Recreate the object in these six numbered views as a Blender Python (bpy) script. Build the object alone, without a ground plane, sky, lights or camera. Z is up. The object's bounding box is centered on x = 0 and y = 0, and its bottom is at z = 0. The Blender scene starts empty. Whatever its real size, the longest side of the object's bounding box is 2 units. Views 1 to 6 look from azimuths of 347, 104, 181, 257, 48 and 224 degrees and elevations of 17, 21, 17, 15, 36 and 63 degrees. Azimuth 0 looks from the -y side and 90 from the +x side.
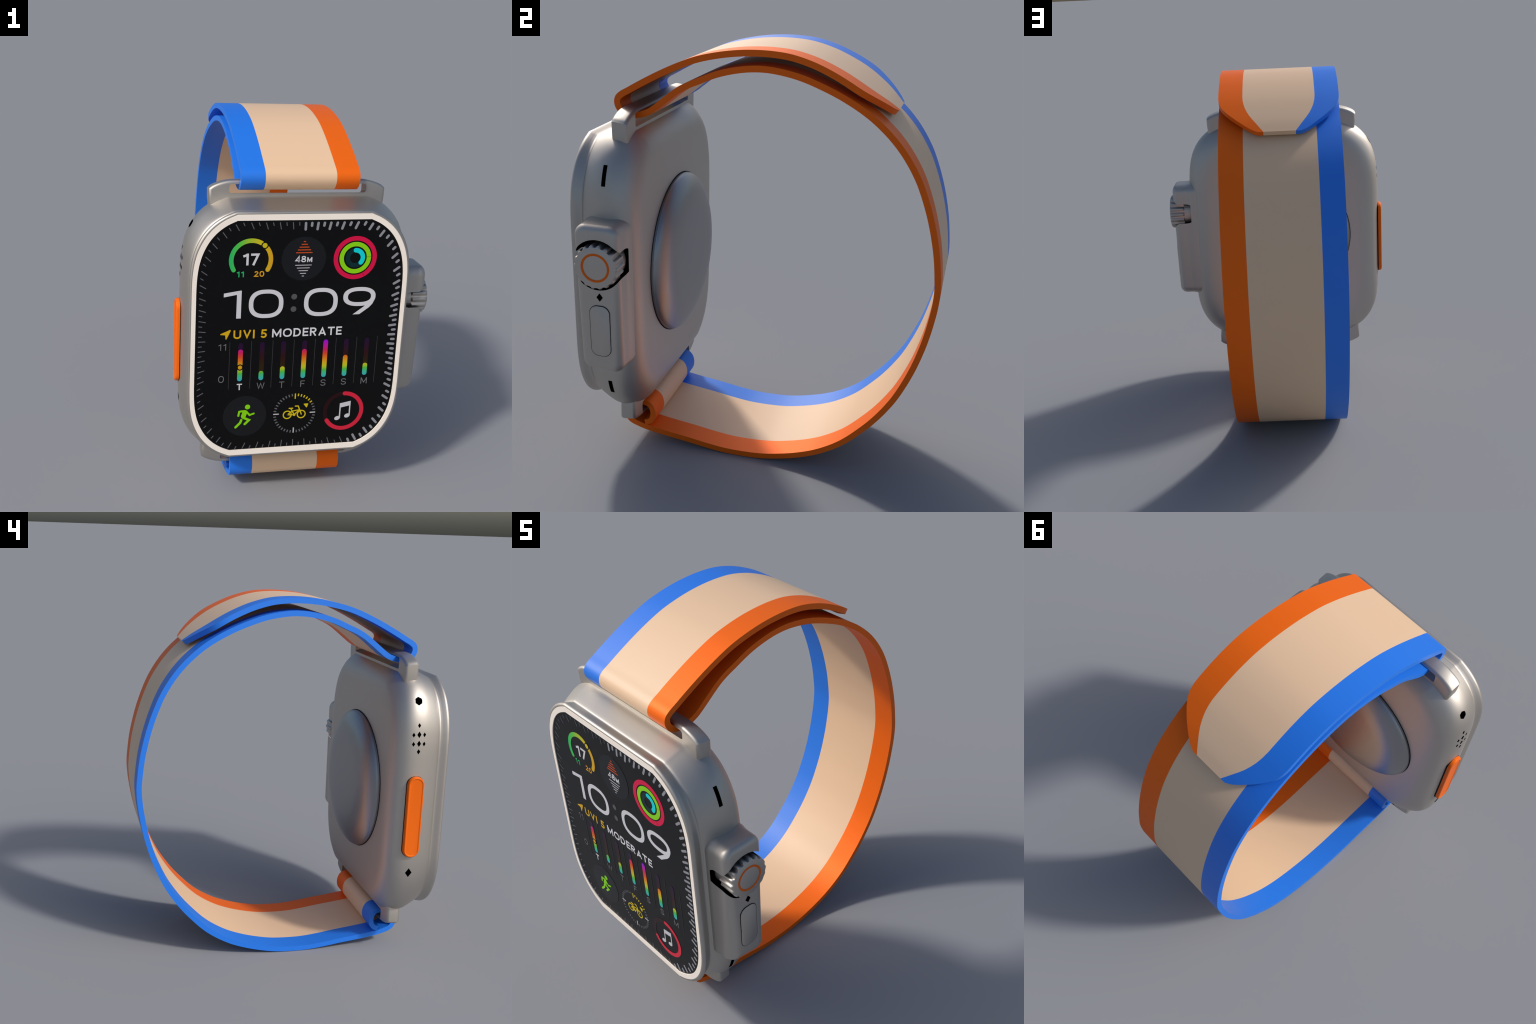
import bpy, bmesh, math
from mathutils import Vector, Matrix

# ------------------------------------------------------------------ frame
CX, CZ = -0.053, 0.941          # centre line of the case
SX, SZ = -0.0515, 0.937         # centre of the display
STRAP_X = -0.0555               # centre line of the strap
COL = bpy.context.scene.collection

# ------------------------------------------------------------------ materials
def material(name, color, rough=0.5, metallic=0.0, spec=0.5, vary=0.02, grain=90.0, tint=None):
    m = bpy.data.materials.new(name)
    m.use_nodes = True
    nt = m.node_tree
    b = nt.nodes["Principled BSDF"]
    b.inputs["Roughness"].default_value = rough
    b.inputs["Metallic"].default_value = metallic
    b.inputs["Specular IOR Level"].default_value = spec
    if tint:
        b.inputs["Specular Tint"].default_value = (*tint, 1)
    tc = nt.nodes.new("ShaderNodeTexCoord")
    nz = nt.nodes.new("ShaderNodeTexNoise")
    nz.inputs["Scale"].default_value = grain
    nz.inputs["Detail"].default_value = 3
    nt.links.new(tc.outputs["Object"], nz.inputs["Vector"])
    ramp = nt.nodes.new("ShaderNodeValToRGB")
    ramp.color_ramp.elements[0].position = 0.3
    ramp.color_ramp.elements[1].position = 0.7
    ramp.color_ramp.elements[0].color = [c * (1 - vary) for c in color] + [1]
    ramp.color_ramp.elements[1].color = [min(1, c * (1 + vary)) for c in color] + [1]
    nt.links.new(nz.outputs["Fac"], ramp.inputs["Fac"])
    nt.links.new(ramp.outputs["Color"], b.inputs["Base Color"])
    return m

def gradient_material(name, axis, lo, hi, stops, rough=0.5, spec=0.25):
    """colour ramp along a world axis of a printed display mark"""
    m = bpy.data.materials.new(name)
    m.use_nodes = True
    nt = m.node_tree
    b = nt.nodes["Principled BSDF"]
    b.inputs["Roughness"].default_value = rough
    b.inputs["Specular IOR Level"].default_value = spec
    tc = nt.nodes.new("ShaderNodeTexCoord")
    sep = nt.nodes.new("ShaderNodeSeparateXYZ")
    mr = nt.nodes.new("ShaderNodeMapRange")
    mr.inputs["From Min"].default_value = lo
    mr.inputs["From Max"].default_value = hi
    ramp = nt.nodes.new("ShaderNodeValToRGB")
    els = ramp.color_ramp.elements
    while len(els) < len(stops):
        els.new(0.5)
    for e, (p, c) in zip(els, stops):
        e.position = p
        e.color = list(c) + [1]
    nt.links.new(tc.outputs["Object"], sep.inputs[0])
    nt.links.new(sep.outputs[axis], mr.inputs["Value"])
    nt.links.new(mr.outputs[0], ramp.inputs["Fac"])
    nt.links.new(ramp.outputs["Color"], b.inputs["Base Color"])
    return m

MARK_GAIN = 1.3      # the display faces the sun obliquely: own colour against seen colour
def srgb(h, k=MARK_GAIN):
    out = []
    for i in (0, 2, 4):
        c = int(h[i:i + 2], 16) / 255
        v = c / 12.92 if c <= 0.04045 else ((c + 0.055) / 1.055) ** 2.4
        out.append(min(1.0, max(v - 0.005, 0.0) * k))
    return tuple(out)

M_TITANIUM = material("brushed_titanium", (0.525, 0.497, 0.46), rough=0.53, metallic=1.0, vary=0.012, grain=160)
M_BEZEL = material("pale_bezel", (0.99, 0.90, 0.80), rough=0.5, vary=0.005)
M_GLASS = material("display_black", (0.0003, 0.0003, 0.0004), rough=0.35, spec=0.25, vary=0.0)
M_DOME = material("sensor_crystal", (0.335, 0.34, 0.352), rough=0.38, metallic=1.0, vary=0.01)
M_VOID = material("hole_black", (0.0006, 0.0006, 0.0006), rough=1.0, spec=0.0, vary=0.0)
M_SHADOW_GAP = material("gap_dark", (0.01, 0.01, 0.011), rough=0.8, spec=0.1, vary=0.0)
M_ORANGE_PART = material("orange_anodised", (0.79, 0.140, 0.010), rough=0.5, vary=0.01, tint=(1, .35, .13))
M_BLUE = material("blue_weave", (0.014, 0.19, 0.80), rough=0.5, vary=0.012, grain=220)
M_CREAM = material("cream_weave", (0.81, 0.56, 0.36), rough=0.5, vary=0.01, grain=220)
M_ORANGE = material("orange_weave", (0.93, 0.155, 0.0070), rough=0.5, metallic=0.17, spec=0.2, vary=0.012, grain=220)

MARK = {}
def mark(hexcol):
    if hexcol not in MARK:
        MARK[hexcol] = material("mark_" + hexcol, srgb(hexcol), rough=0.35, spec=0.25, vary=0.0)
    return MARK[hexcol]

# ------------------------------------------------------------------ helpers
def finish(name, mesh, mat, parent, angle=35.0, kind=None):
    mesh.name = name
    if mat is not None:
        mesh.materials.clear()
        mesh.materials.append(mat)
    for p in mesh.polygons:
        p.use_smooth = True
    mesh.set_sharp_from_angle(angle=math.radians(angle))
    o = bpy.data.objects.new(name, mesh)
    COL.objects.link(o)
    o.parent = parent
    if kind:
        o["kind"] = kind
    return o

def mesh_from(verts, faces, recalc=True):
    me = bpy.data.meshes.new("part")
    me.from_pydata([tuple(v) for v in verts], [], faces)
    bm = bmesh.new()
    bm.from_mesh(me)
    if recalc:
        bmesh.ops.recalc_face_normals(bm, faces=bm.faces)
    bm.to_mesh(me)
    bm.free()
    return me

def loft(rings, cap=(True, True), close=False):
    n = len(rings[0])
    v = [p for r in rings for p in r]
    f = []
    k = len(rings)
    for i in range(k if close else k - 1):
        a, b = i * n, ((i + 1) % k) * n
        for j in range(n):
            f.append((a + j, a + (j + 1) % n, b + (j + 1) % n, b + j))
    if not close:
        if cap[0]:
            f.append(tuple(range(n)))
        if cap[1]:
            f.append(tuple(range((k - 1) * n, k * n)))
    return mesh_from(v, f)

def spline(pts, per=8):
    """centripetal-like Catmull-Rom through points of any dimension"""
    P = [Vector(p) for p in pts]
    P = [P[0] * 2 - P[1]] + P + [P[-1] * 2 - P[-2]]
    out = []
    for i in range(1, len(P) - 2):
        p0, p1, p2, p3 = P[i - 1:i + 3]
        t01 = max((p1 - p0).length, 1e-6) ** 0.5
        t12 = max((p2 - p1).length, 1e-6) ** 0.5
        t23 = max((p3 - p2).length, 1e-6) ** 0.5
        m1 = (p2 - p1) + t12 * ((p1 - p0) / t01 - (p2 - p0) / (t01 + t12))
        m2 = (p2 - p1) + t12 * ((p3 - p2) / t23 - (p3 - p1) / (t12 + t23))
        for s in range(per):
            t = s / per
            out.append((2 * t**3 - 3 * t**2 + 1) * p1 + (t**3 - 2 * t**2 + t) * m1
                       + (-2 * t**3 + 3 * t**2) * p2 + (t**3 - t**2) * m2)
    out.append(P[-2].copy())
    return out

# rounded, slightly kinked outline of the case front (one quarter, centred)
CORNER = spline([(.337, .646), (.39, .6225), (.438, .590), (.476, .551), (.503, .510), (.525, .462),
                 (.540, .408), (.5485, .345), (.5512, .28), (.5515, .20)], 4)

def outline(a, b):
    kink = .337 + max(0.0, a - .5515) * 0.5
    quarter = []
    bulge = .0045 * min(1, max(0, (a - .5515) / .034))       # the body's corners are a little squarer
    for i, p in enumerate(CORNER):
        k = bulge * math.sin(math.pi * min(1, i / (len(CORNER) - 9)))
        x = kink + (p[0] - .337) * (a - kink) / (.5515 - .337)
        quarter.append((x + k, p[1] * b / .646 + k))
    pts = [(x, z) for x, z in quarter]
    pts += [(a, b * k) for k in (.2, .1, 0, -.1, -.2)]
    pts += [(x, -z) for x, z in reversed(quarter)]
    bottom = [(kink * k, -b) for k in (.6, .2, -.2, -.6)]
    pts += bottom
    pts += [(-x, -z) for x, z in quarter]
    pts += [(-a, -b * k) for k in (.2, .1, 0, -.1, -.2)]
    pts += [(-x, z) for x, z in reversed(quarter)]
    pts += [(-x, -z) for x, z in bottom]
    return pts

def ring_at(y, a, b, cx=None, cz=None):
    cx = CX if cx is None else cx
    cz = CZ if cz is None else cz
    return [(cx + x, y, cz + z) for x, z in outline(a, b)]

def rounded_rect(hw, hh, r, n=8):
    pts = []
    for sx, sz, a0 in ((1, 1, 0), (-1, 1, 90), (-1, -1, 180), (1, -1, 270)):
        for i in range(n + 1):
            a = math.radians(a0 + 90 * i / n)
            pts.append((sx * (hw - r) + r * math.cos(a), sz * (hh - r) + r * math.sin(a)))
    return pts

def curve_solid(loops, half_depth, bevel, res=4):
    """filled 2D loops, extruded and bevelled; returns a mesh lying in its xy plane"""
    cu = bpy.data.curves.new("tmp", 'CURVE')
    cu.dimensions = '2D'
    cu.fill_mode = 'BOTH'
    for lp in loops:
        s = cu.splines.new('POLY')
        s.points.add(len(lp) - 1)
        for q, p in zip(s.points, lp):
            q.co = (p[0], p[1], 0, 1)
        s.use_cyclic_u = True
    cu.extrude = max(half_depth - bevel, 0)
    cu.bevel_depth = bevel
    cu.bevel_resolution = res
    cu.offset = -bevel
    ob = bpy.data.objects.new("tmp", cu)
    COL.objects.link(ob)
    dg = bpy.context.evaluated_depsgraph_get()
    me = bpy.data.meshes.new_from_object(ob.evaluated_get(dg))
    bpy.data.objects.remove(ob)
    bpy.data.curves.remove(cu)
    bm = bmesh.new()
    bm.from_mesh(me)
    bmesh.ops.remove_doubles(bm, verts=bm.verts, dist=1e-5)
    bmesh.ops.recalc_face_normals(bm, faces=bm.faces)
    bm.to_mesh(me)
    bm.free()
    return me

XZ = Matrix(((1, 0, 0, 0), (0, 0, -1, 0), (0, 1, 0, 0), (0, 0, 0, 1)))     # local xy -> world xz, local z -> -y
YZ = Matrix(((0, 0, 1, 0), (1, 0, 0, 0), (0, 1, 0, 0), (0, 0, 0, 1)))      # local xy -> world yz, local z -> x

def at(me, frame, loc):
    me.transform(Matrix.Translation(loc) @ frame)
    return me

# ------------------------------------------------------------------ the watch
watch = bpy.data.objects.new("smart_watch", None)
COL.objects.link(watch)
watch["label"] = "rugged metal smart watch with blue, cream and orange striped strap"
watch["category"] = "smart watch"

SHOULDER_SOFTEN = 0.7
# ---- case: lip, concave flange, bulging body, rounded back
CASE = [(-.800, .530, .620), (-.8140, .5512, .6457), (-.8142, .5545, .649), (-.8125, .5590, .6535), (-.808, .5625, .657), (-.801, .5640, .6585),
        (-.794, .5625, .657), (-.780, .5570, .6515), (-.768, .5530, .6475), (-.7585, .5515, .6460),
        (-.7565, .5545, .6480), (-.7540, .5575, .6500), (-.7480, .5610, .6535), (-.735, .5665, .6600), (-.715, .5730, .6700), (-.690, .5795, .6825), (-.672, .5830, .6910),
        (-.655, .5852, .6960), (-.632, .5860, .6975), (-.612, .5855, .6945), (-.590, .5825, .6870), (-.568, .5755, .6745), (-.548, .5635, .6580),
        (-.532, .5480, .6395), (-.520, .5290, .6190), (-.511, .5060, .5950), (-.506, .4800, .5680), (-.504, .4500, .5370)]
case = finish("case", loft([ring_at(*s) for s in CASE]), M_TITANIUM, watch, 50)
# soften the shading across the sloping shoulders above and below the display
case_normals = []
for v in case.data.vertices:
    n = v.normal.copy()
    if -.758 < v.co.y < -.66:
        n.y *= 1 - SHOULDER_SOFTEN * n.z * n.z
        n.normalize()
    case_normals.append(n)
case.data.normals_split_custom_set_from_vertices(case_normals)

# ---- pale bezel around the display
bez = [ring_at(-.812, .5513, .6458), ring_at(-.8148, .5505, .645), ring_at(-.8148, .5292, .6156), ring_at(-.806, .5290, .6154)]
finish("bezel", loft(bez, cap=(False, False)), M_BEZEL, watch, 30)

# ---- display
screen = finish("display", loft([ring_at(-.796, .535, .62), ring_at(-.8100, .535, .62)]), M_GLASS, watch, 30)

# ---- lugs: a tab at each corner joined by a round bar, strap slot between
def carve(obj, cutter, wall=None):
    """boolean difference, applied; the cut walls may take a material of their own"""
    if wall:
        cutter.materials.append(wall)
    md = obj.modifiers.new("cut", 'BOOLEAN')
    tmp = bpy.data.objects.new("cutter", cutter)
    COL.objects.link(tmp)
    md.object = tmp
    md.solver = 'EXACT'
    md.material_mode = 'TRANSFER' if wall else 'INDEX'
    dg = bpy.context.evaluated_depsgraph_get()
    me = bpy.data.meshes.new_from_object(obj.evaluated_get(dg))
    obj.modifiers.clear()
    me.name = obj.name
    obj.data = me
    bpy.data.objects.remove(tmp)
    for p in me.polygons:
        p.use_smooth = True
    me.set_sharp_from_angle(angle=math.radians(40))

def lug(sign):
    arc = spline([(.4535, .735), (.438, .7475), (.407, .762), (.375, .7715), (.345, .7765), (.31, .778)], 4)
    right = [(.440, .60), (.448, .645), (.4525, .69)] + [tuple(p) for p in arc]
    top = [(x, .778) for x in (.22, .11, 0, -.11, -.22)]
    pts = right + top + [(-x, z) for x, z in reversed(right)]
    me = curve_solid([pts], .0375, .015, 4)
    slot = curve_solid([[(x, .7355 + z) for x, z in rounded_rect(.352, .0220, .012, 4)]], .043, 0, 0)
    for v in slot.vertices:                     # slot floor slopes down towards the back
        if v.co.z < 0 and v.co.y < .7355:
            v.co.y -= .020
    for m in (me, slot):
        if sign < 0:
            m.transform(Matrix.Scale(-1, 4, (0, 1, 0)))
            m.flip_normals()
        at(m, XZ, (CX - .002, -.617, CZ + .001))
    for v in me.vertices:                       # the bar falls away towards the back
        t = max(0.0, (v.co.y + .6545) / .075)
        h = abs(v.co.z - CZ)
        if h > .66:
            v.co.z -= sign * .010 * t * t * min(1, (h - .66) / .08)
    o = finish("lug", me, M_TITANIUM, watch, 40)
    carve(o, slot)
    return o
for s in (1, -1):
    lug(s)

# ---- sensor dome on the back
def revolve(profile, n, axis_point, axis):
    rings = []
    for i in range(n):
        a = 2 * math.pi * i / n
        c, s = math.cos(a), math.sin(a)
        if axis == 'y':
            rings.append([(axis_point[0] + r * c, h, axis_point[2] + r * s) for r, h in profile])
        else:
            rings.append([(h, axis_point[1] + r * c, axis_point[2] + r * s) for r, h in profile])
    me = bpy.data.meshes.new("rev")
    n2 = len(profile)
    v = [p for r in rings for p in r]
    f = []
    for i in range(n):
        a, b = i * n2, ((i + 1) % n) * n2
        for j in range(n2 - 1):
            f.append((a + j, a + j + 1, b + j + 1, b + j))
    me.from_pydata(v, [], f)
    bm = bmesh.new()
    bm.from_mesh(me)
    bmesh.ops.remove_doubles(bm, verts=bm.verts, dist=1e-6)
    bmesh.ops.recalc_face_normals(bm, faces=bm.faces)
    bm.to_mesh(me)
    bm.free()
    return me

dome_c = (CX - .004, 0, .940)
dome_prof = [(.398, -.520), (.398, -.492)]
dome_prof += [tuple(p) for p in spline([(.398, -.493), (.391, -.480), (.368, -.461), (.322, -.4375), (.26, -.4235), (.17, -.4185), (.08, -.4172), (0, -.4170)], 6)[1:]]
finish("sensor_dome", revolve(dome_prof, 96, dome_c, 'y'), M_DOME, watch, 40)
finish("dome_dark_ring", revolve([(.392, -.51), (.392, -.5025), (.4020, -.5025), (.4020, -.51)], 96, dome_c, 'y'), M_SHADOW_GAP, watch, 30)  # dark line under the dome rim, modelled as a near-black ring

# ---- crown guard, a block swelling out of the right flank
GY, GZ = -.6385, .9225
def x_top(z):
    """outer face of the guard, leaning in slightly below the crown"""
    return .6360 - .005 * min(1, max(0, (.95 - z) / .38))
def guard_points(x, grow):
    return [(x, GY + y, GZ + z) for y, z in rounded_rect(.1035 + grow, .3510 + grow, .050 + grow, 8)]
def guard_round(phi):
    """one ring of the rolled-over edge; the roll is wider below the crown"""
    pts = []
    base = rounded_rect(.1035, .3510, .050, 8)
    for j, (y, z) in enumerate(base):
        low = min(1, max(0, (.10 - z) / .10))
        R = .030 + (.034 if y < 0 else .012) * low
        ins = R * (1 - math.cos(phi))
        q = rounded_rect(.1035 - ins, .3510 - ins, max(.050 - ins, .004), 8)[j]
        pts.append((x_top(GZ + z) - R * (1 - math.sin(phi)), GY + q[0], GZ + q[1]))
    return pts
g_rings = [guard_points(.40, .007), guard_points(.518, .006), guard_points(.530, .0040), guard_points(.542, .0012), guard_points(.556, 0)]
g_rings += [guard_round(math.radians(a)) for a in (0, 13, 26, 39, 52, 65, 78, 90)]
guard = finish("crown_guard", loft(g_rings), M_TITANIUM, watch, 40)
CROWN = (0, -.632, 1.0935)
BORE = (0, -.634, 1.0965)
carve(guard, revolve([(0, .5285), (.1165, .5285), (.1165, .75), (0, .75)], 64, BORE, 'x'), M_VOID)

# ---- crown: 18 soft teeth, flat face with an orange ring
def crown_ring(x, r, depth):
    n = 18 * 10
    out = []
    for i in range(n):
        a = 2 * math.pi * i / n
        w = math.cos(18 * a)
        w = max(-1, min(1, w * 1.35))
        rr = r - depth * 0.5 * (1 - w)
        out.append((x, CROWN[1] + rr * math.cos(a), CROWN[2] + rr * math.sin(a)))
    return out
cr = [crown_ring(.520, .088, 0), crown_ring(.570, .088, 0), crown_ring(.572, .096, .008), crown_ring(.576, .1010, .010), crown_ring(.648, .1020, .010),
      crown_ring(.654, .1005, .008), crown_ring(.6580, .0950, .002), crown_ring(.6596, .0900, 0)]
crown = finish("crown", loft(cr), M_TITANIUM, watch, 40)
finish("crown_ring", revolve([(.0560, .655), (.0560, .6606), (.0662, .6606), (.0662, .655)], 72, CROWN, 'x'), M_ORANGE_PART, crown, 30)

# ---- side button below the crown
def capsule_stack(name, mat, yc, zc, levels, parent=watch, angle=40, lean=0.0):
    rings = []
    for x, hw, hh, r in levels:
        rings.append([(x + lean * z, yc + y, zc + z) for y, z in rounded_rect(hw, hh, r, 8)])
    return finish(name, loft(rings), mat, parent, angle)
capsule_stack("button_gap", M_SHADOW_GAP, -.6305, .783, [(.60, .0485, .124, .038), (.6342, .0485, .124, .038)], lean=.0132)
capsule_stack("side_button", M_TITANIUM, -.6305, .783, [(.60, .0462, .1215, .036), (.6350, .0462, .1215, .036), (.6360, .0448, .120, .035)], lean=.0132)

# ---- action button on the left flank, with a raised rim
AB = (-.626, .8785)
capsule_stack("action_button", M_ORANGE_PART, AB[0], AB[1],
              [(-.60, .0465, .225, .0455), (-.648, .0465, .225, .0455), (-.655, .0450, .2235, .0440), (-.6595, .0410, .2195, .0385),
               (-.6602, .0385, .217, .036), (-.6585, .0355, .214, .034), (-.6568, .0340, .2125, .033), (-.6565, .0320, .2105, .032)], angle=50)
capsule_stack("button_gap", M_SHADOW_GAP, AB[0], AB[1], [(-.60, .0478, .2262, .044), (-.6395, .0476, .2260, .044)])

# ---- openings: vents, speaker, microphones (black plugs standing just proud)
from mathutils.bvhtree import BVHTree
def tree_of(obj):
    return BVHTree.FromPolygons([v.co[:] for v in obj.data.vertices], [p.vertices[:] for p in obj.data.polygons])
CASE_TREE, GUARD_TREE = tree_of(case), tree_of(guard)

def plug(name, loop_yz, centre, normal, tree=None, lift=.0007):
    """black-floored opening whose face follows the flank it sits in"""
    tree = tree or CASE_TREE
    n = Vector(normal).normalized()
    across = Vector((0, 1, 0))
    across = (across - n * across.dot(n)).normalized()
    along = n.cross(across)
    if along.z < 0:
        along = -along
    c = Vector(centre)
    fine = []
    for a, b in zip(loop_yz, loop_yz[1:] + loop_yz[:1]):
        fine += [(a[0] + (b[0] - a[0]) * k / 5, a[1] + (b[1] - a[1]) * k / 5) for k in range(5)]
    def lay(p, k):
        q = c + across * p[0] * k + along * p[1] * k
        hit = tree.ray_cast(q + n * .05, -n)[0]
        return (hit if hit else q) + n * lift
    rings = [[lay(p, 1) - n * .010 for p in fine]] + [[lay(p, k) for p in fine] for k in (1, .9, .8, .7, .6, .5, .4, .3, .2, .1, .03)]
    return finish(name, loft(rings), M_VOID, watch, 40)

def diamond(w, h):
    return [(w, 0), (0, h), (-w, 0), (0, -h)]
plug("microphone_hole", diamond(.0150, .0200), (.6340, -.6275, .9468), (1, 0, 0), GUARD_TREE)
plug("microphone_hole", diamond(.0190, .0260), (-.6390, -.6290, .5590), (-1, 0, 0))
for y, z, k in ((-.6274, 1.3765, .85), (-.5986, 1.3265, .85), (-.6283, 1.328, 1.15), (-.6582, 1.3274, .85),
                (-.5994, 1.2778, .85), (-.629, 1.2803, 1.1), (-.658, 1.2786, .85), (-.6294, 1.2377, .95)):
    plug("speaker_hole", diamond(.0098 * k, .0150 * k), (-.6378 if z < 1.3 else -.6355, y, z), (-1, 0, .05 if z < 1.3 else .09))
hexa = [(.0205 * math.cos(math.radians(a)), .0240 * math.sin(math.radians(a))) for a in (85, 32, -25, -85, -150, 165, 140)]
plug("depth_sensor_hole", hexa, (-.5860, -.6300, 1.4955), (-.80, 0, .45))
box = [(.0094, .047), (-.0094, .047), (-.0094, -.047), (.0094, -.047)]
plug("vent_slot", box, (.4975, -.6460, 1.4600), (.915, 0, .40))
box2 = [(.0098, .0385), (-.0098, .0385), (-.0098, -.0385), (.0098, -.0385)]
plug("vent_slot", box2, (.5030, -.6480, .4345), (.93, 0, -.36))

# ------------------------------------------------------------------ strap
T = 0.014
CURL = [(-.590, .104), (-.570, .1085), (-.553, .124), (-.5455, .147), (-.5460, .172), (-.5545, .196), (-.572, .2115),
        (-.600, .2165), (-.635, .2130), (-.662, .2010), (-.679, .1790), (-.6835, .152), (-.679, .127), (-.663, .105)]
LOOP = [(-.619, .0865), (-.568, .0735), (-.465, .0570), (-.362, .043), (-.261, .027), (-.161, .0155), (-.061, .014), (.035, .020),
        (.132, .038), (.225, .064), (.313, .100), (.421, .168), (.524, .268), (.570, .322), (.610, .377), (.650, .441), (.687, .517),
        (.723, .606), (.752, .698), (.7715, .776), (.786, .853), (.7965, .927), (.8005, 1.0), (.7955, 1.068), (.783, 1.164),
        (.764, 1.253), (.741, 1.336), (.709, 1.426), (.674, 1.504), (.624, 1.585), (.571, 1.651), (.511, 1.709), (.444, 1.761),
        (.342, 1.820), (.239, 1.865), (.137, 1.899), (.023, 1.9185), (-.059, 1.919), (-.141, 1.907), (-.225, 1.884), (-.310, 1.848),
        (-.354, 1.829), (-.397, 1.805), (-.440, 1.773), (-.486, 1.736), (-.533, 1.701), (-.575, 1.684)]
FLAP = [(-.618, 1.6795), (-.650, 1.6840), (-.674, 1.7010), (-.6865, 1.728), (-.6825, 1.752), (-.6655, 1.7690), (-.630, 1.7895), (-.5835, 1.8165), (-.4925, 1.8655),
        (-.404, 1.9075), (-.316, 1.9420), (-.230, 1.964), (-.1455, 1.9785), (-.0615, 1.9855), (.0215, 1.9855), (.1045, 1.977),
        (.197, 1.9525), (.276, 1.9205), (.353, 1.881), (.423, 1.836), (.492, 1.786), (.5425, 1.742)]
path = spline(CURL + LOOP + FLAP, 6)
# remember where the free flap tapers (by y, only on the last run of the path)
flap_from = len(path) - 6 * 8
TAPER = [(.30, .302, .181), (.345, .3015, .1805), (.375, .297, .177), (.40, .287, .171), (.425, .268, .1615), (.45, .2425, .149),
         (.475, .213, .1315), (.50, .178, .1105), (.52, .145, .0935), (.532, .120, .082), (.538, .100, .078)]
def widths(i, y):
    y -= .006
    if i < flap_from or y < TAPER[0][0]:
        return .302, .181
    for (y0, h0, k0), (y1, h1, k1) in zip(TAPER, TAPER[1:]):
        if y <= y1:
            t = (y - y0) / (y1 - y0)
            return h0 + (h1 - h0) * t, k0 + (k1 - k0) * t
    return TAPER[-1][1:]

frames = []
for i, p in enumerate(path):
    a = path[max(i - 1, 0)]
    b = path[min(i + 1, len(path) - 1)]
    d = (b - a).normalized()
    n = Vector((d.y, -d.x))          # outward side of the loop
    h, k = widths(i, p.x)
    frames.append((p + n * T, p - n * T, h, k))

def stripe(name, mat, left, right, wall_left, wall_right, parent):
    """left/right: functions of (half width, cream half) giving the stripe's borders in x"""
    v, f = [], []
    for o, inn, h, k in frames:
        xl, xr = STRAP_X + left(h, k), STRAP_X + right(h, k)
        v += [(xl, o.x, o.y), (xr, o.x, o.y), (xr, inn.x, inn.y), (xl, inn.x, inn.y)]
    m = len(frames)
    for i in range(m - 1):
        a, b = i * 4, i * 4 + 4
        f.append((a, a + 1, b + 1, b))
        f.append((a + 2, a + 3, b + 3, b + 2))
        if wall_right:
            f.append((a + 1, a + 2, b + 2, b + 1))
        if wall_left:
            f.append((a + 3, a, b, b + 3))
    f.append((0, 3, 2, 1))
    e = (m - 1) * 4
    f.append((e, e + 1, e + 2, e + 3))
    return finish(name, mesh_from(v, f), mat, parent, 40)
strap = stripe("strap", M_CREAM, lambda h, k: -k, lambda h, k: k, False, False, watch)
stripe("strap_edge", M_BLUE, lambda h, k: -h, lambda h, k: -k, True, False, strap)
stripe("strap_edge", M_ORANGE, lambda h, k: k, lambda h, k: h, False, True, strap)

# ------------------------------------------------------------------ display marks
Y0 = -.8100
def slab(loops, layer=0):
    """flat mark from 2D loops in display coordinates (first outer, others holes)"""
    me = curve_solid(loops, .0004, 0.0, 0)
    front = Y0 - .0010 - layer * .0004
    return at(me, XZ, (SX, front + .0004, SZ))

def join(meshes):
    bm = bmesh.new()
    for me in meshes:
        bm.from_mesh(me)
    out = bpy.data.meshes.new("joined")
    bm.to_mesh(out)
    bm.free()
    for me in meshes:
        bpy.data.meshes.remove(me)
    return out

def put(name, meshes, mat, kind=None):
    me = join(meshes) if isinstance(meshes, list) else meshes
    o = finish(name, me, mat, screen, 30, kind)
    return o

def circle(c, r, n=48):
    return [(c[0] + r * math.cos(2 * math.pi * i / n), c[1] + r * math.sin(2 * math.pi * i / n)) for i in range(n)]

def arc_band(c, r, w, a0, a1, n=64, caps=True):
    """band of width w along an arc from angle a0 to a1 (degrees, counter-clockwise)"""
    o, inn = [], []
    for i in range(n + 1):
        a = math.radians(a0 + (a1 - a0) * i / n)
        o.append((c[0] + (r + w / 2) * math.cos(a), c[1] + (r + w / 2) * math.sin(a)))
        inn.append((c[0] + (r - w / 2) * math.cos(a), c[1] + (r - w / 2) * math.sin(a)))
    end, start = [], []
    if caps:
        for k in range(1, 8):
            t = math.pi * k / 8
            for lst, ang, sgn in ((end, a1, 1), (start, a0, -1)):
                a = math.radians(ang)
                rad, tan = (math.cos(a), math.sin(a)), (-math.sin(a), math.cos(a))
                u, w2 = math.cos(t) * w / 2 * sgn, math.sin(t) * w / 2 * sgn
                lst.append((c[0] + (r + u) * rad[0] + w2 * tan[0], c[1] + (r + u) * rad[1] + w2 * tan[1]))
    return o + end + list(reversed(inn)) + start

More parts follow.
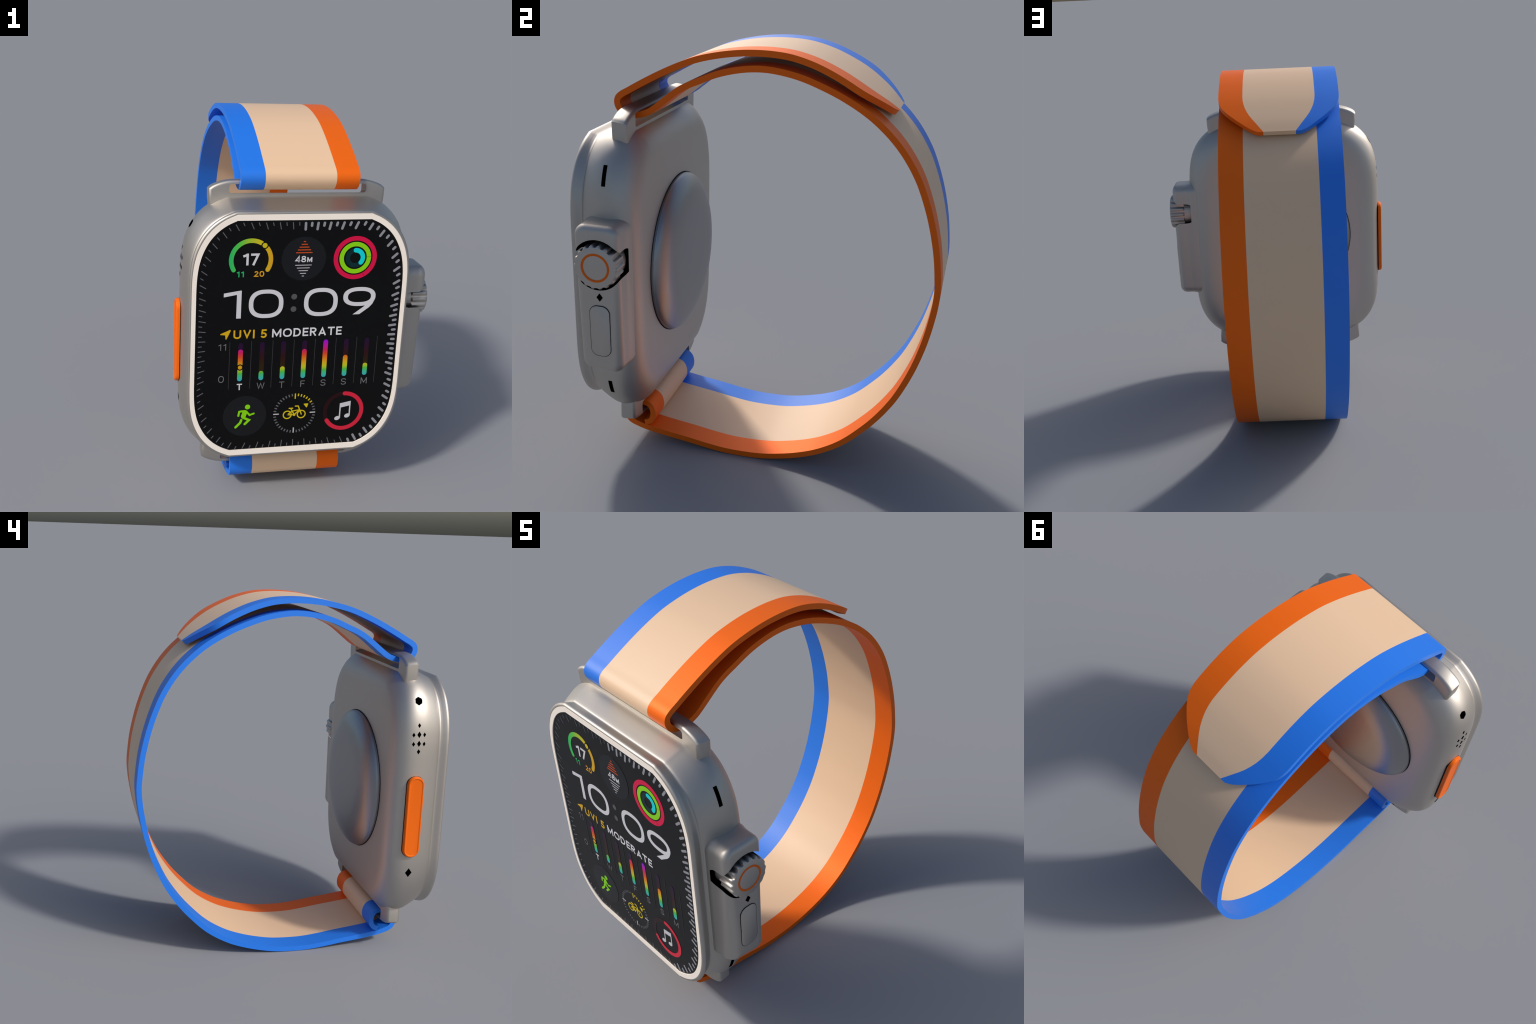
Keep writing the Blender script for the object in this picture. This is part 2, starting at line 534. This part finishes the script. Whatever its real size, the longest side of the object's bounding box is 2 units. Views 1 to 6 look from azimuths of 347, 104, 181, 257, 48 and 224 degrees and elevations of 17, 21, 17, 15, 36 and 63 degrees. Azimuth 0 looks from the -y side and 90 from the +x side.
def stroke(pts, w, caps=True):
    """polyline thickened to width w with mitred joins and round caps"""
    P = [Vector(p) for p in pts]
    L, R = [], []
    for i, p in enumerate(P):
        d0 = (p - P[i - 1]).normalized() if i else (P[1] - P[0]).normalized()
        d1 = (P[i + 1] - p).normalized() if i < len(P) - 1 else d0
        t = (d0 + d1).normalized()
        n = Vector((-t.y, t.x))
        k = w / 2 / max(n.dot(Vector((-d0.y, d0.x))), .45)
        L.append(p + n * k)
        R.append(p - n * k)
    def cap(p, d):
        if not caps:
            return []
        a = math.atan2(d.y, d.x)
        return [p + Vector((math.cos(a + t), math.sin(a + t))) * (w / 2) for t in [math.radians(q) for q in (67, 45, 22, 0, -22, -45, -67)]]
    e = cap(P[-1], (P[-1] - P[-2]).normalized())
    s = cap(P[0], (P[0] - P[1]).normalized())
    return [tuple(q) for q in L + e + list(reversed(R)) + s]

# a plain geometric stroke alphabet: centre lines in a box of height 1, h = half the stroke
def arc_pts(cx, cy, rx, ry, a0, a1, n=14):
    return [(cx + rx * math.cos(math.radians(a0 + (a1 - a0) * i / n)), cy + ry * math.sin(math.radians(a0 + (a1 - a0) * i / n))) for i in range(n + 1)]

def glyph(ch, h):
    W = {"I": 2 * h, "1": .40, "7": .58, "0": .62, "2": .58, "4": .64, "8": .60, "5": .58, "M": .86, "U": .70, "V": .72,
         "O": .80, "D": .70, "E": .54, "R": .64, "A": .74, "T": .62, "W": 1.02, "F": .53, "S": .60, " ": .22}[ch]
    w = W
    if ch == "I": st = [[(h, 0), (h, 1)]]
    elif ch == "1": st = [[(w - h, 0), (w - h, 1)], [(.02, .76), (w - h, 1 - h * 1.1)]]
    elif ch == "7": st = [[(0, 1 - h), (w - h * 1.1, 1 - h), (w * .28, 0)]]
    elif ch in "0O":
        return W, [("ring", (w / 2, .5), w / 2, .5)]
    elif ch == "8": return W, [("ring", (w / 2, .27 + h * .1), w / 2, .27 + h * .1), ("ring", (w / 2, .745), w * .45, .255)]
    elif ch == "2": st = [arc_pts(w / 2, .70, w / 2 - h, .30 - h, 165, -35, 12) + [(h * .9, h), (w, h)]]
    elif ch == "4": st = [[(w * .74, 0), (w * .74, 1 - h * .6), (h, .26), (w, .26)]]
    elif ch == "5": st = [[(w * .92, 1 - h), (w * .14 + h, 1 - h), (w * .09 + h, .56)] + arc_pts(w / 2 - .01, .325, w / 2 - h + .01, .325 - h, 128, -158, 14)]
    elif ch == "M": st = [[(h, 0), (h, 1)], [(w - h, 0), (w - h, 1)], [(h * 1.0, 1 - h * .8), (w / 2, .22), (w - h * 1.0, 1 - h * .8)]]
    elif ch == "U": st = [[(h, 1)] + arc_pts(w / 2, .34, w / 2 - h, .34 - h, 180, 360) + [(w - h, 1)]]
    elif ch == "V": st = [[(h * .9, 1), (w / 2, h * 1.6), (w - h * .9, 1)]]
    elif ch == "D": st = [[(h, 0), (h, 1)], [(0, 1 - h), (w * .42, 1 - h)] + arc_pts(w * .42, .5, w * .58 - h, .5 - h, 80, -80) + [(w * .42, h), (0, h)]]
    elif ch == "E": st = [[(w, 1 - h), (h, 1 - h), (h, h), (w, h)], [(h, .51), (w * .92, .51)]]
    elif ch == "F": st = [[(w, 1 - h), (h, 1 - h), (h, 0)], [(h, .49), (w * .92, .49)]]
    elif ch == "R": st = [[(h, 0), (h, 1)], [(0, 1 - h), (w * .5, 1 - h)] + arc_pts(w * .5, .70, w * .46 - h, .30 - h, 80, -80, 10) + [(w * .5, .40 + h), (0, .40 + h)], [(w * .48, .44), (w - h * 1.1, 0)]]
    elif ch == "A": st = [[(h * .9, 0), (w / 2, 1 - h * 1.6), (w - h * .9, 0)], [(w * .2, .27), (w * .8, .27)]]
    elif ch == "T": st = [[(0, 1 - h), (w, 1 - h)], [(w / 2, 0), (w / 2, 1 - h)]]
    elif ch == "W": st = [[(h * .8, 1), (w * .27, h * 1.5), (w / 2, 1 - h * 1.5), (w * .73, h * 1.5), (w - h * .8, 1)]]
    elif ch == "S": st = [[tuple(p) for p in spline([(w - h, .75), (w * .78, .93 - h * .4), (w * .5, 1 - h), (w * .2, .92 - h * .5), (h, .74), (w * .22, .56), (w * .5, .50),
                          (w * .80, .43), (w - h, .26), (w * .8, .08 + h * .5), (w * .5, h), (w * .2, .07 + h * .4), (h * .8, .26)], 3)]]
    else: st = []
    return W, st

def text(body, x0, x1, z0, z1, weight=.18, layer=0, gap=.13):
    h = weight / 2
    H = z1 - z0
    total = sum(glyph(c, h)[0] for c in body) + gap * (len(body) - 1)
    fx = (x1 - x0) / (total * H)
    out, cur = [], 0.0
    for ch in body:
        W, strokes = glyph(ch, h)
        for k, st in enumerate(strokes):
            if st[0] == "ring":
                _, c, a, b = st
                c2 = (x0 + (cur + c[0]) * fx * H, z0 + c[1] * H)
                loops = [squircle(c2, a * fx * H, b * H, 2.3, 40), squircle(c2, (a - weight / fx * .98) * fx * H, (b - weight * .95) * H, 2.2, 40)]
            else:
                loops = [stroke([(x0 + (cur + p[0]) * fx * H, z0 + p[1] * H) for p in st], weight * H, False)]
            out.append(slab(loops, layer + .5 * k))
        cur += W + gap
    return join(out)

def squircle(c, a, b, e, n=72):
    out = []
    for i in range(n):
        t = 2 * math.pi * i / n
        ct, st = math.cos(t), math.sin(t)
        out.append((c[0] + a * math.copysign(abs(ct) ** (2 / e), ct), c[1] + b * math.copysign(abs(st) ** (2 / e), st)))
    return out

WHITE, DIM, DISC = "bbbbbf", "636366", "1a1b1d"
M_TICK_BOLD = mark("7f8086")
M_TICK_THIN = mark("55565a")

# minute ticks: 120 radial strokes, the first 52 bold
def tick_mesh(length, w):
    return curve_solid([stroke([(0, -w / 2), (0, -length + w / 2)], w)], .0004, 0, 0)
TICKS = {(True, True): tick_mesh(.0440, .0125), (True, False): tick_mesh(.0260, .0125),
         (False, True): tick_mesh(.0370, .0044), (False, False): tick_mesh(.0190, .0044)}
edge = [(x * .9745, z) for x, z in outline(.5290, .6090)]
def edge_radius(ang):
    d = Vector((math.sin(ang), math.cos(ang)))
    for i in range(len(edge)):
        p, q = Vector(edge[i]), Vector(edge[(i + 1) % len(edge)])
        e = q - p
        den = d.x * e.y - d.y * e.x
        if abs(den) < 1e-9:
            continue
        t = (p.x * e.y - p.y * e.x) / den
        u = (p.x * d.y - p.y * d.x) / den
        if t > 0 and -1e-6 <= u <= 1 + 1e-6:
            return t
for i in range(120):
    ang = math.radians(3 * i)
    bold = i <= 51
    me = TICKS[(bold, i % 2 == 0)]
    if not me.materials:
        me.materials.append(M_TICK_BOLD if bold else M_TICK_THIN)
        me.name = "minute_tick"
    o = bpy.data.objects.new("minute_tick", me)
    COL.objects.link(o)
    o.parent = screen
    r = edge_radius(ang)
    loc = Vector((SX + r * math.sin(ang), Y0 - .0006, SZ + r * math.cos(ang)))
    o.matrix_local = Matrix.Translation(loc) @ Matrix.Rotation(ang, 4, 'Y') @ XZ

# temperature gauge
TG = (-.265, .4200)
M_GAUGE = gradient_material("gauge_gradient", 0, SX + TG[0] - .11, SX + TG[0] + .11,
    [(0, srgb("1fa35a")), (.25, srgb("4fac3c")), (.5, srgb("97a72a")), (.72, srgb("b8a620")), (1, srgb("bc8a20"))], rough=.35)
put("temperature_gauge", [slab([arc_band(TG, .0985, .0225, 60, 210)]), slab([arc_band(TG, .0985, .0225, -31, 38)])], M_GAUGE)
put("gauge_dot", [slab([circle((-.1995, .4935), .0180)], 1)], mark("0b0b0c"))
put("gauge_dot", [slab([circle((-.1995, .4935), .0125)], 2)], mark("b5a51f"))
put("temperature_text", text("17", -.306, -.2225, .3935, .4535, .19), mark(WHITE))
put("temperature_text", text("11", -.3335, -.2975, .3335, .3625, .19, gap=.22), mark("1fa35a"))
put("temperature_text", text("20", -.2475, -.1965, .3335, .3630, .19), mark("bc8a20"))

# elevation badge
EC = (0, .4215)
put("badge_disc", slab([circle(EC, .113)]), mark(DISC))
rows_up = [(.5095, .0035), (.4953, .0135), (.4810, .0225), (.4670, .0310), (.4528, .0395)]
rows_dn = [(.3883, .0405), (.3737, .0310), (.3597, .0222), (.3455, .0137), (.3318, .0040)]
put("elevation_bars", [slab([stroke([(-w, z), (w, z)], .0055)], 1) for z, w in rows_up], mark("a8441e"))
put("elevation_bars", [slab([stroke([(-w, z), (w, z)], .0042)], 1) for z, w in rows_dn], mark("a4a4a8"))
put("elevation_text", text("48", -.0440, .0115, .4035, .4355, .18, 1), mark(WHITE))
put("elevation_text", text("M", .0165, .0440, .4035, .4290, .22, 1), mark(WHITE))

# activity rings
RC = (.2655, .4205)
put("activity_ring", slab([circle(RC, .1125, 72), circle(RC, .0895, 72)]), mark("bb163f"))
put("activity_ring", slab([circle(RC, .0825, 72), circle(RC, .0595, 72)]), mark("79bb16"))
put("activity_ring", slab([circle(RC, .0510, 72), circle(RC, .0275, 72)]), mark("10292b"))
put("activity_ring", slab([arc_band(RC, .0393, .0235, -40, 90)], 1), mark("12bcc0"))
put("ring_tip_shade", [slab([arc_band(RC, .1010, .0200, -62.5, -60.5, 4, False)], 1), ], mark("9c1335"))
put("ring_tip_shade", [slab([arc_band(RC, .0710, .0200, 3, 6, 4, False)], 1), ], mark("669d12"))

# time
one = [(-.3940, .2313), (-.3940, .2510), (-.3120, .2640), (-.3050, .2640), (-.3050, .1180), (-.3282, .1180), (-.3282, .2430)]
put("time_digit", slab([one]), mark(WHITE))
for cx in (-.1792, .1027):
    put("time_digit", slab([squircle((cx, .1908), .0878, .0750, 2.5), squircle((cx, .1908), .0652, .0542, 2.6)]), mark(WHITE))
nc = (.3040, .2138)
nine = squircle(nc, .0855, .0508, 2.35)
hole = squircle(nc, .0610, .0302, 2.5)
put("time_digit", slab([nine, hole]), mark(WHITE))
tail = [(.3880, .2080), (.3855, .1960), (.3760, .1740), (.3590, .1550), (.3094, .1185), (.2748, .1183), (.3390, .1655), (.3480, .1800), (.3650, .1980)]
put("time_digit", slab([tail], 1), mark(WHITE))
for z in (.2240, .1582):
    put("time_colon", slab([circle((-.0377, z), .0147)]), mark("4b4b4d"))

# forecast heading
arrow = [(-.4046, .0335), (-.4050, .0375), (-.3560, .0590), (-.3522, .0550), (-.3735, .0085), (-.3775, .0085), (-.3800, .0310)]
put("heading_arrow", slab([arrow]), mark("bd961a"))
put("heading_text", text("UVI 5", -.3395, -.1670, .0090, .0550, .185), mark("bd961a"))
put("heading_text", text("MODERATE", -.1420, .2240, .0100, .0550, .175), mark("c0c0c4"))

# forecast chart
for k in range(8):
    x = -.3548 + .1106 * k
    put("chart_line", slab([[(x - .0014, -.0065), (x + .0014, -.0065), (x + .0014, -.2665), (x - .0014, -.2665)]]), mark("333335"))
M_BAR = gradient_material("forecast_gradient", 2, SZ - .2225, SZ - .0137,
    [(0, srgb("3596a8")), (.10, srgb("36a487")), (.20, srgb("46a63a")), (.30, srgb("a9ad22")), (.40, srgb("bd971d")), (.52, srgb("bf6a1c")),
     (.63, srgb("bb3f24")), (.74, srgb("b3204f")), (.84, srgb("a9188a")), (1, srgb("7a14b8"))], rough=.35)
M_TRACK = gradient_material("track_gradient", 2, SZ - .2225, SZ - .0137,
    [(0, srgb("24200f")), (.35, srgb("29200f")), (.6, srgb("2a1313")), (1, srgb("231130"))], rough=.35)
TOPS = [-.0489, -.1713, -.1515, -.0606, -.0137, -.1039, -.1535]
for k, top in enumerate(TOPS):
    x = -.2988 + .1105 * k
    w = .0248
    put("forecast_track", slab([stroke([(x, -.2225 + w / 2), (x, -.0137 - w / 2)], w)]), M_TRACK)
    put("forecast_bar", slab([stroke([(x, -.2225 + w / 2), (x, top - w / 2)], w)], 1), M_BAR)
put("forecast_dot", slab([circle((-.2988, -.1466), .0170)], 2), mark("0c0c0d"))
put("forecast_dot", slab([circle((-.2988, -.1466), .0110)], 3), mark("c08a18"))
put("chart_label", text("11", -.4125, -.3735, -.0507, -.0165, .11, gap=.30), mark(DIM))
put("chart_label", text("0", -.4080, -.3790, -.2265, -.1895, .11), mark(DIM))
for k, ch in enumerate("TWTFSSM"):
    x = -.2980 + .1105 * k
    hw = {"T": .0135, "W": .0205, "F": .0115, "S": .0140, "M": .0170}[ch]
    put("chart_label", text(ch, x - hw, x + hw, -.2720, -.2370, .18 if k == 0 else .115), mark(WHITE if k == 0 else DIM))

# workout badge: running figure
WC = (-.2640, -.4205)
put("badge_disc", slab([circle(WC, .1138)]), mark(DISC))
GREEN = mark("76bb14")
run = [slab([circle((-.2505, -.3697), .0136, 24)], 1),
       slab([[(-.2900, -.3880), (-.2640, -.3862), (-.2555, -.3895), (-.2490, -.3975), (-.2585, -.4240), (-.2640, -.4340), (-.2790, -.4280), (-.2835, -.4225), (-.2760, -.3985), (-.2900, -.3985)]], 1),
       slab([stroke([(-.2800, -.3925), (-.2930, -.3945), (-.2969, -.4175)], .0105)], 2),
       slab([stroke([(-.2560, -.3950), (-.2385, -.4160), (-.2166, -.4085)], .0100)], 3),
       slab([stroke([(-.2745, -.4275), (-.2400, -.4440), (-.2619, -.4662)], .0125)], 4),
       slab([stroke([(-.2805, -.4425), (-.2862, -.4585), (-.3096, -.4823)], .0125)], 2)]
put("running_figure", run, GREEN)

# cycling badge: compass ticks, pointer, bicycle
BC = (0, -.4215)
YEL = mark("bba71c")
gray_t, white_t, yel_t = [], [], []
for i in range(40):
    a = math.radians(9 * i)
    big = i % 10 == 0
    r1, r0 = .1125, (.083 if big else .0985)
    d = Vector((math.sin(a), math.cos(a)))
    st = slab([stroke([Vector(BC) + d * r0, Vector(BC) + d * r1], .0062, False)])
    (yel_t if i <= 6 else white_t if big else gray_t).append(st)
put("compass_ticks", gray_t, mark("5b5b5e"), "stuff")
put("compass_ticks", white_t, mark("a9a9ac"), "stuff")
put("compass_ticks", yel_t, YEL, "stuff")
put("compass_pointer", slab([[(.0469, -.3709), (.0500, -.3695), (.0700, -.3690), (.0724, -.3710), (.0655, -.3915), (.0620, -.3915)]]), YEL)
bw = .0062
lw, rw = (-.0375, -.4285), (.0375, -.4285)
bike = [slab([circle(lw, .0242), circle(lw, .0180)], 0), slab([circle(rw, .0242), circle(rw, .0180)], 0),
        slab([stroke([lw, (-.0005, -.4297), (.0245, -.4026), (-.0120, -.4085), lw], bw)], 1),
        slab([stroke([(-.0205, -.3925), (-.0005, -.4297)], bw)], 2),
        slab([stroke([(-.0295, -.3914), (-.0105, -.3914)], bw)], 3),
        slab([stroke([rw, (.0185, -.3805), (.0035, -.3805)], bw)], 2),
        slab([circle((-.0005, -.4297), .0068, 20)], 4)]
put("bicycle", bike, YEL)

# music badge
MC = (.2650, -.4235)
put("progress_ring", slab([circle(MC, .1115, 72), circle(MC, .0895, 72)]), mark("241113"))
put("progress_ring", slab([arc_band(MC, .1005, .0220, -150, 89)], 1), mark("b92438"))
note = [(.2445, -.3800), (.3037, -.3686), (.3037, -.4520), (.2970, -.4520), (.2970, -.3948), (.2510, -.4040), (.2510, -.4650), (.2440, -.4650)]
nh = []
for c in ((.2350, -.4645), (.2885, -.4530)):
    nh.append([(c[0] + .0155 * math.cos(t) * math.cos(.35) - .0112 * math.sin(t) * math.sin(.35),
                c[1] + .0155 * math.cos(t) * math.sin(.35) + .0112 * math.sin(t) * math.cos(.35)) for t in [2 * math.pi * i / 28 for i in range(28)]])
put("music_note", [slab([note], 0), slab([nh[0]], 1), slab([nh[1]], 1)], mark("b4b4b8"))
